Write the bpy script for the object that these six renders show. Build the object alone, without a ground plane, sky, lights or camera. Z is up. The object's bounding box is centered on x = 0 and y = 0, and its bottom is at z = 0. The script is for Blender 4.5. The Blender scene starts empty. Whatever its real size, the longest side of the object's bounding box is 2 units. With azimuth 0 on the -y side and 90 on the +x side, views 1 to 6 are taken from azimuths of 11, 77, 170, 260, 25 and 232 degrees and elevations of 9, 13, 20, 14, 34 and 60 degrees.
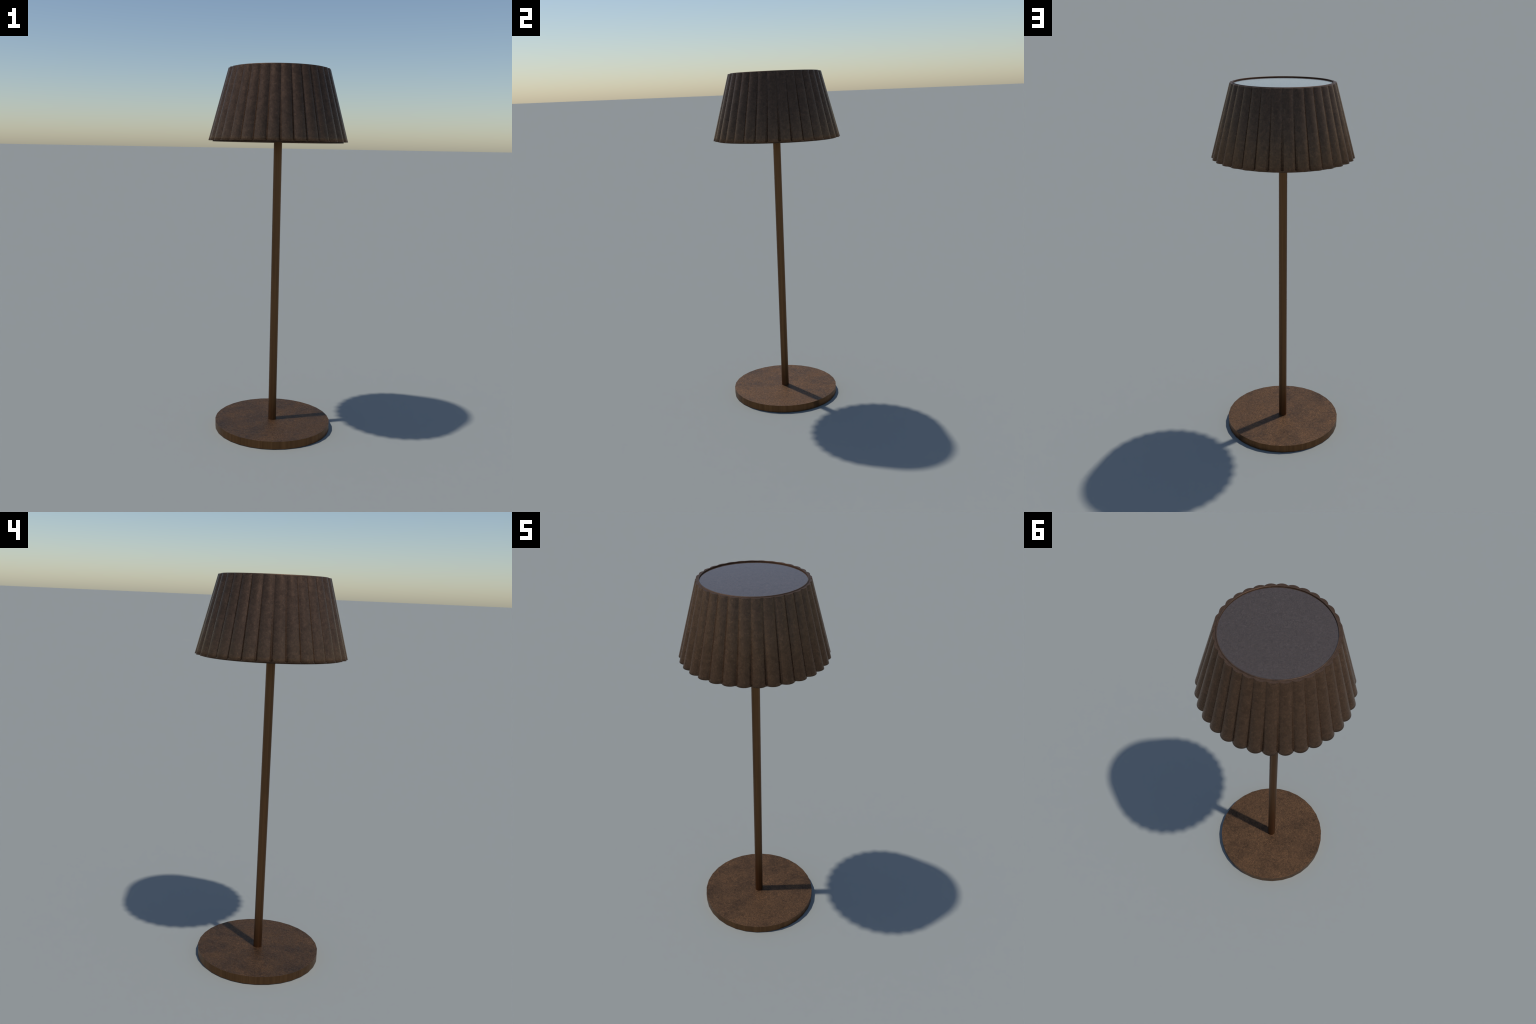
import bpy, math
from math import sin, cos, pi, radians, tau

# ------------------------------------------------------------------ sizes (m)
PLEATS = 32
STEP = tau / PLEATS                    # one pleat, 11.25 degrees; creases on multiples of it
BASE_RADIUS, BASE_HEIGHT = 0.3260, 0.0420
POLE_RADIUS = 0.0224
Z_LOW, Z_HIGH = 1.6165, 1.9965         # lower and upper rim of the pleats
CREST_LOW, CREST_HIGH = 0.3768, 0.2728 # outermost radius of a pleat
CREASE_LOW, CREASE_HIGH = 0.3590, 0.2643
LINER_Z_LOW, LINER_Z_HIGH = 1.6110, 2.0
LINER_LOW, LINER_HIGH = 0.3540, 0.2585 # outer radius of the inner drum
LINER_WALL = 0.0048
RING_HEIGHT = 0.012
SKIN = 0.002                           # thickness of the pleated sheet
DISC_TOP_Z = 1.9945


# ------------------------------------------------------------------ materials
def new_material(name):
    m = bpy.data.materials.new(name)
    m.use_nodes = True
    nt = m.node_tree
    return m, nt, nt.nodes["Principled BSDF"]


def node(nt, kind, inputs=None, **props):
    n = nt.nodes.new(kind)
    for k, v in props.items():
        setattr(n, k, v)
    for k, v in (inputs or {}).items():
        if isinstance(v, bpy.types.NodeSocket):
            nt.links.new(v, n.inputs[k])
        else:
            n.inputs[k].default_value = v
    return n


def ramp(nt, fac, stops, interpolation="LINEAR"):
    r = node(nt, "ShaderNodeValToRGB", {"Fac": fac})
    r.color_ramp.interpolation = interpolation
    els = r.color_ramp.elements
    while len(els) < len(stops):
        els.new(0.5)
    for e, (p, c) in zip(els, stops):
        e.position = p
        e.color = (*c, 1) if len(c) == 3 else c
    return r.outputs["Color"]


def grey(v):
    return (v, v, v)


def place(nt, scale, random_offset):
    """Object coordinates, stretched by scale, each repeat shifted to its own patch."""
    tc = node(nt, "ShaderNodeTexCoord")
    vec = tc.outputs["Object"]
    if random_offset:
        info = node(nt, "ShaderNodeObjectInfo")
        shift = node(nt, "ShaderNodeMath", {0: info.outputs["Random"], 1: 37.0}, operation="MULTIPLY")
        comb = node(nt, "ShaderNodeCombineXYZ", {"X": shift.outputs[0], "Y": shift.outputs[0], "Z": shift.outputs[0]})
        vec = node(nt, "ShaderNodeVectorMath", {0: vec, 1: comb.outputs[0]}, operation="ADD").outputs[0]
    return node(nt, "ShaderNodeMapping", {"Vector": vec, "Scale": scale}).outputs[0]


def bronze(name, dark, mid, bright, rough, patch_scale=16.0, grain_scale=150.0, bump=0.25, random_offset=False, metal=0.6, spread=0.07, cloud=0.15, strands=0.7, contrast=1.0, edge_tint=None):
    """Aged brown metal: cloudy patches, curly coppery grain and a fine wrinkled relief."""
    m, nt, b = new_material(name)
    vec = place(nt, (1, 1, 1), random_offset)
    dark, bright = [tuple(m0 + (x - m0) * contrast for x, m0 in zip(c, mid)) for c in (dark, bright)]
    if edge_tint:
        b.inputs["Specular Tint"].default_value = (*edge_tint, 1)
    patch = node(nt, "ShaderNodeTexNoise", {"Vector": vec, "Scale": patch_scale, "Detail": 4.0, "Roughness": 0.6})
    grain = node(nt, "ShaderNodeTexNoise", {"Vector": vec, "Scale": grain_scale, "Detail": 4.0, "Roughness": 0.6, "Distortion": 1.4})
    curl = node(nt, "ShaderNodeTexNoise", {"Vector": vec, "Scale": grain_scale * 0.55, "Detail": 2.0, "Roughness": 0.5, "Distortion": 2.5})
    # thin curly strands: where the curl noise crosses its middle value
    off = node(nt, "ShaderNodeMath", {0: curl.outputs["Fac"], 1: 0.5}, operation="SUBTRACT")
    dist = node(nt, "ShaderNodeMath", {0: off.outputs[0]}, operation="ABSOLUTE")
    strand = node(nt, "ShaderNodeMapRange", {"Value": dist.outputs[0], "From Min": 0.0, "From Max": 0.035, "To Min": 1.0, "To Max": 0.0})
    body = ramp(nt, grain.outputs["Fac"], [(0.34, dark), (0.54, mid), (0.72, bright)])
    gate = node(nt, "ShaderNodeMapRange", {"Value": patch.outputs["Fac"], "From Min": 0.38, "From Max": 0.6, "To Min": 0.0, "To Max": strands})
    amount = node(nt, "ShaderNodeMath", {0: strand.outputs[0], 1: gate.outputs[0]}, operation="MULTIPLY")
    mix = node(nt, "ShaderNodeMix", {0: amount.outputs[0], 6: body, 7: (*bright, 1)}, data_type="RGBA")
    cloud = ramp(nt, patch.outputs["Fac"], [(0.3, grey(1 - cloud * 1.6)), (0.5, grey(1.0)), (0.7, grey(1 + cloud))])
    tint = node(nt, "ShaderNodeMix", {0: 1.0, 6: mix.outputs[2], 7: cloud}, data_type="RGBA", blend_type="MULTIPLY")
    nt.links.new(tint.outputs[2], b.inputs["Base Color"])
    r = node(nt, "ShaderNodeMapRange", {"Value": patch.outputs["Fac"], "From Min": 0.3, "From Max": 0.7, "To Min": rough - spread, "To Max": rough + spread})
    nt.links.new(r.outputs[0], b.inputs["Roughness"])
    height = node(nt, "ShaderNodeMath", {0: grain.outputs["Fac"], 1: curl.outputs["Fac"]}, operation="ADD")
    bm = node(nt, "ShaderNodeBump", {"Height": height.outputs[0], "Strength": bump, "Distance": 0.002})
    nt.links.new(bm.outputs[0], b.inputs["Normal"])
    b.inputs["Metallic"].default_value = metal
    return m


def streaked(name, dark, mid, bright, rough, scale=420.0, metal=0.6):
    """The same metal where the grain is drawn out into upright streaks."""
    m, nt, b = new_material(name)
    vec = place(nt, (1, 1, 0.004), False)
    fine = node(nt, "ShaderNodeTexNoise", {"Vector": vec, "Scale": scale, "Detail": 3.0, "Roughness": 0.6})
    broad = node(nt, "ShaderNodeTexNoise", {"Vector": vec, "Scale": scale * 0.12, "Detail": 2.0, "Roughness": 0.5})
    a = node(nt, "ShaderNodeMath", {0: fine.outputs["Fac"], 1: broad.outputs["Fac"]}, operation="ADD")
    h = node(nt, "ShaderNodeMath", {0: a.outputs[0], 1: 0.5}, operation="MULTIPLY")
    c = ramp(nt, h.outputs[0], [(0.36, dark), (0.5, mid), (0.64, bright)])
    nt.links.new(c, b.inputs["Base Color"])
    b.inputs["Roughness"].default_value = rough
    b.inputs["Metallic"].default_value = metal
    return m


def frosted(name, colour, rough, bump, metal):
    """Dull grey cover sheet with a wrinkled fine relief."""
    m, nt, b = new_material(name)
    vec = place(nt, (1, 1, 1), False)
    wrinkle = node(nt, "ShaderNodeTexNoise", {"Vector": vec, "Scale": 75.0, "Detail": 4.0, "Roughness": 0.6, "Distortion": 2.2})
    c = ramp(nt, wrinkle.outputs["Fac"], [(0.32, tuple(x * 0.8 for x in colour)), (0.52, colour), (0.7, tuple(x * 1.2 for x in colour))])
    nt.links.new(c, b.inputs["Base Color"])
    b.inputs["Roughness"].default_value = rough
    b.inputs["Metallic"].default_value = metal
    b.inputs["Specular Tint"].default_value = (1.0, 0.90, 0.90, 1)
    b.inputs["Coat Weight"].default_value = 0.5
    b.inputs["Coat Roughness"].default_value = 0.12
    bm = node(nt, "ShaderNodeBump", {"Height": wrinkle.outputs["Fac"], "Strength": bump, "Distance": 0.002})
    nt.links.new(bm.outputs[0], b.inputs["Normal"])
    return m


P_GAIN, P_ROUGH, P_BUMP, P_METAL, P_SPREAD = 0.74, 0.27, 0.16, 0.60, 0.03
B_GAIN, B_ROUGH, B_METAL = 0.72, 0.58, 0.68
DARK, MID, BRIGHT = (0.085, 0.048, 0.027), (0.150, 0.088, 0.050), (0.27, 0.15, 0.08)
mat_base = bronze("bronze_grained", *[(r * B_GAIN * 1.04, g * B_GAIN * 0.93, b * B_GAIN * 0.78) for r, g, b in (DARK, MID, BRIGHT)], B_ROUGH,
                  patch_scale=11.0, grain_scale=105.0, bump=0.5, metal=B_METAL, cloud=0.14, strands=0.9)
mat_pleat = bronze("bronze_pleat", *[(r * P_GAIN, g * P_GAIN * 0.97, b * P_GAIN * 1.02) for r, g, b in (DARK, MID, BRIGHT)], P_ROUGH,
                   patch_scale=38.0, grain_scale=120.0, bump=P_BUMP, random_offset=True, cloud=0.12, strands=0.2, contrast=0.6, edge_tint=(0.80, 0.66, 0.58), metal=P_METAL, spread=P_SPREAD)
mat_rim = bronze("bronze_rim", *[(r * 0.66, g * 0.66, b * 0.72) for r, g, b in (DARK, MID, BRIGHT)], 0.55, bump=0.05, contrast=0.5)
mat_side = streaked("bronze_streaked", (0.122, 0.063, 0.031), (0.156, 0.082, 0.039), (0.20, 0.105, 0.050), 0.45, metal=1.0)
mat_pole = streaked("bronze_pole", (0.122, 0.063, 0.031), (0.156, 0.082, 0.039), (0.20, 0.105, 0.050), 0.45, 500.0, metal=1.0)
mat_disc = frosted("dull_grey_cover", (0.36, 0.24, 0.165), 0.10, 0.045, 0.88)


# ------------------------------------------------------------------ geometry helpers
def mesh_object(name, verts, faces, mats, parent, smooth=True, face_mat=None, sharp_angle=None):
    me = bpy.data.meshes.new(name)
    me.from_pydata(verts, [], faces)
    for m in mats:
        me.materials.append(m)
    if face_mat:
        for p, i in zip(me.polygons, face_mat):
            p.material_index = i
    if smooth:
        me.shade_smooth()
        if sharp_angle is not None:
            me.set_sharp_from_angle(angle=radians(sharp_angle))
    o = bpy.data.objects.new(name, me)
    bpy.context.scene.collection.objects.link(o)
    o.parent = parent
    return o


def lathe(profile, n, closed):
    """Turn (radius, z) pairs about z; radius 0 makes a single pole vertex."""
    verts, rows, faces = [], [], []
    for r, z in profile:
        if r == 0:
            rows.append([len(verts)] * n)
            verts.append((0, 0, z))
        else:
            rows.append(list(range(len(verts), len(verts) + n)))
            verts += [(r * cos(tau * k / n), r * sin(tau * k / n), z) for k in range(n)]
    pairs = list(zip(rows, rows[1:])) + ([(rows[-1], rows[0])] if closed else [])
    for a, b in pairs:
        for k in range(n):
            j = (k + 1) % n
            f = []
            for v in (a[k], a[j], b[j], b[k]):
                if v not in f:
                    f.append(v)
            if len(f) > 2:
                faces.append(f)
    return verts, faces


# ------------------------------------------------------------------ the lamp
lamp = bpy.data.objects.new("floor_lamp", None)
bpy.context.scene.collection.objects.link(lamp)
lamp["label"] = "dark bronze floor lamp with pleated cone shade and round base"
lamp["category"] = "floor lamp"

# base: a 32-sided disc, crisp rim
v, f = lathe([(0, 0), (BASE_RADIUS, 0), (BASE_RADIUS, BASE_HEIGHT), (0, BASE_HEIGHT)], PLEATS, False)
n = PLEATS
base = mesh_object("base", v, f, [mat_base, mat_side], lamp, True,
                   [0] * n + [1] * n + [0] * n, 40)

# pole
v, f = lathe([(0, BASE_HEIGHT - 0.01), (POLE_RADIUS, BASE_HEIGHT - 0.01), (POLE_RADIUS, DISC_TOP_Z - 0.02), (0, DISC_TOP_Z - 0.02)], 32, False)
pole = mesh_object("pole", v, f, [mat_pole], lamp, True, None, 40)

# lampshade: two narrow rings carry the pleats; their lips show above and below them
ls = (LINER_HIGH - LINER_LOW) / (LINER_Z_HIGH - LINER_Z_LOW)
edge = 0.0008


def liner(z):
    return LINER_LOW + ls * (z - LINER_Z_LOW)


def ring(z0, z1):
    return [(liner(z0) - edge, z0), (liner(z0), z0 + edge), (liner(z1), z1 - edge), (liner(z1) - edge, z1),
            (liner(z1) - LINER_WALL + edge, z1), (liner(z1) - LINER_WALL, z1 - edge),
            (liner(z0) - LINER_WALL, z0 + edge), (liner(z0) - LINER_WALL + edge, z0)]


verts, faces = [], []
for z0, z1 in ((LINER_Z_LOW, LINER_Z_LOW + RING_HEIGHT), (LINER_Z_HIGH - RING_HEIGHT, LINER_Z_HIGH)):
    v, f = lathe(ring(z0, z1), 128, True)
    faces += [[i + len(verts) for i in q] for q in f]
    verts += v
shade = mesh_object("lampshade", verts, faces, [mat_rim], lamp, True, None, 50)

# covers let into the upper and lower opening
def cover(z, thick):
    r = liner(z) - LINER_WALL + 0.001
    v, f = lathe([(0, z - thick), (r, z - thick), (r, z), (0, z)], 128, False)
    return mesh_object("diffuser", v, f, [mat_disc], shade, True, None, 40)

cover(DISC_TOP_Z, 0.003)


# pleats: 32 convex ribs, sharing one mesh
def pleat_section(crest, crease, segments):
    """Circular arc from crease to crease through the crest, as (radial, tangential, normal angle)."""
    half = STEP / 2
    cx, cy = crease * cos(half), crease * sin(half)
    sag = crest - cx
    R = (sag * sag + cy * cy) / (2 * sag)
    centre = crest - R
    end = math.atan2(cy, cx - centre)
    return [(centre + R * cos(a), R * sin(a), a) for a in (-end + 2 * end * i / segments for i in range(segments + 1))]


def lean(t):
    """Upward tilt of the shading normal (degrees) from lower rim (0) to upper rim (1)."""
    pts = NORMAL_LEAN
    for (a, x), (b, y) in zip(pts, pts[1:]):
        if t <= b:
            return x + (y - x) * (t - a) / (b - a)
    return pts[-1][1]


NORMAL_LEAN = [(0.0, -30.0), (0.03, 2.0), (0.06, 8.0), (0.5, 14.0), (1.0, 17.0)]


def pleat_mesh(segments=28):
    """A rib of thin sheet with a crescent web at either end, lofted from crease to crease."""
    heights = [0, 0.015, 0.03, 0.06, 0.1, 0.2, 0.3, 0.4, 0.5, 0.6, 0.7, 0.8, 0.9, 1.0]
    z_at = lambda t: Z_LOW + (Z_HIGH - Z_LOW) * t
    arc = lambda t, inset: pleat_section(CREST_LOW + (CREST_HIGH - CREST_LOW) * t - inset,
                                         CREASE_LOW + (CREASE_HIGH - CREASE_LOW) * t - inset, segments)
    outer = [arc(t, 0.0) for t in heights]
    inner = [arc(t, SKIN) for t in heights]
    verts, faces, lean_of = [], [], {}
    columns = []
    for i in range(segments + 1):
        s = (i / segments - 0.5) * STEP
        col = []
        def put(x, y, z):
            col.append(len(verts))
            verts.append((x, y, z))
        for t, sec in zip(heights, outer):
            x, y, a = sec[i]
            e = radians(lean(t))
            # the sheet is bent, not cut, along the creases: its shading turns smoothly there
            a *= min(1.0, 0.45 + (1.0 - abs(2 * i / segments - 1.0)) / 0.2)
            lean_of[len(verts)] = (cos(a) * cos(e), sin(a) * cos(e), sin(e))
            put(x, y, z_at(t))
        for z in (Z_HIGH, Z_HIGH - SKIN):
            r = liner(z) - 0.0015
            put(r * cos(s), r * sin(s), z)
        for t, sec in reversed(list(zip(heights, inner))):
            x, y, a = sec[i]
            put(x, y, min(max(z_at(t), Z_LOW + SKIN), Z_HIGH - SKIN))
        for z in (Z_LOW + SKIN, Z_LOW):
            r = liner(z) - 0.0015
            put(r * cos(s), r * sin(s), z)
        columns.append(col)
    n, front_rows = len(columns[0]), len(heights) - 1
    front, web = [], []
    for a, b in zip(columns, columns[1:]):
        for k in range(n):
            j = (k + 1) % n
            faces.append((a[k], b[k], b[j], a[j]))
            front.append(k < front_rows)
            web.append(k in (front_rows, front_rows + 1, n - 1, n - 2))
    me = bpy.data.meshes.new("pleat")
    me.from_pydata(verts, [], faces)
    me.materials.append(mat_pleat)
    me.materials.append(mat_rim)
    for p, w in zip(me.polygons, web):
        p.material_index = int(w)
    me.shade_smooth()
    me.set_sharp_from_angle(angle=radians(35))
    normals = []
    for p, fr in zip(me.polygons, front):
        for vi in p.vertices:
            normals.append(lean_of[vi] if fr else tuple(p.normal))
    me.normals_split_custom_set(normals)
    return me


pm = pleat_mesh()
first = bpy.data.objects.new("pleat", pm)
for k in range(PLEATS):
    o = first if k == 0 else first.copy()
    o.parent = shade
    o.rotation_euler = (0, 0, STEP * (k + 0.5))
    bpy.context.scene.collection.objects.link(o)
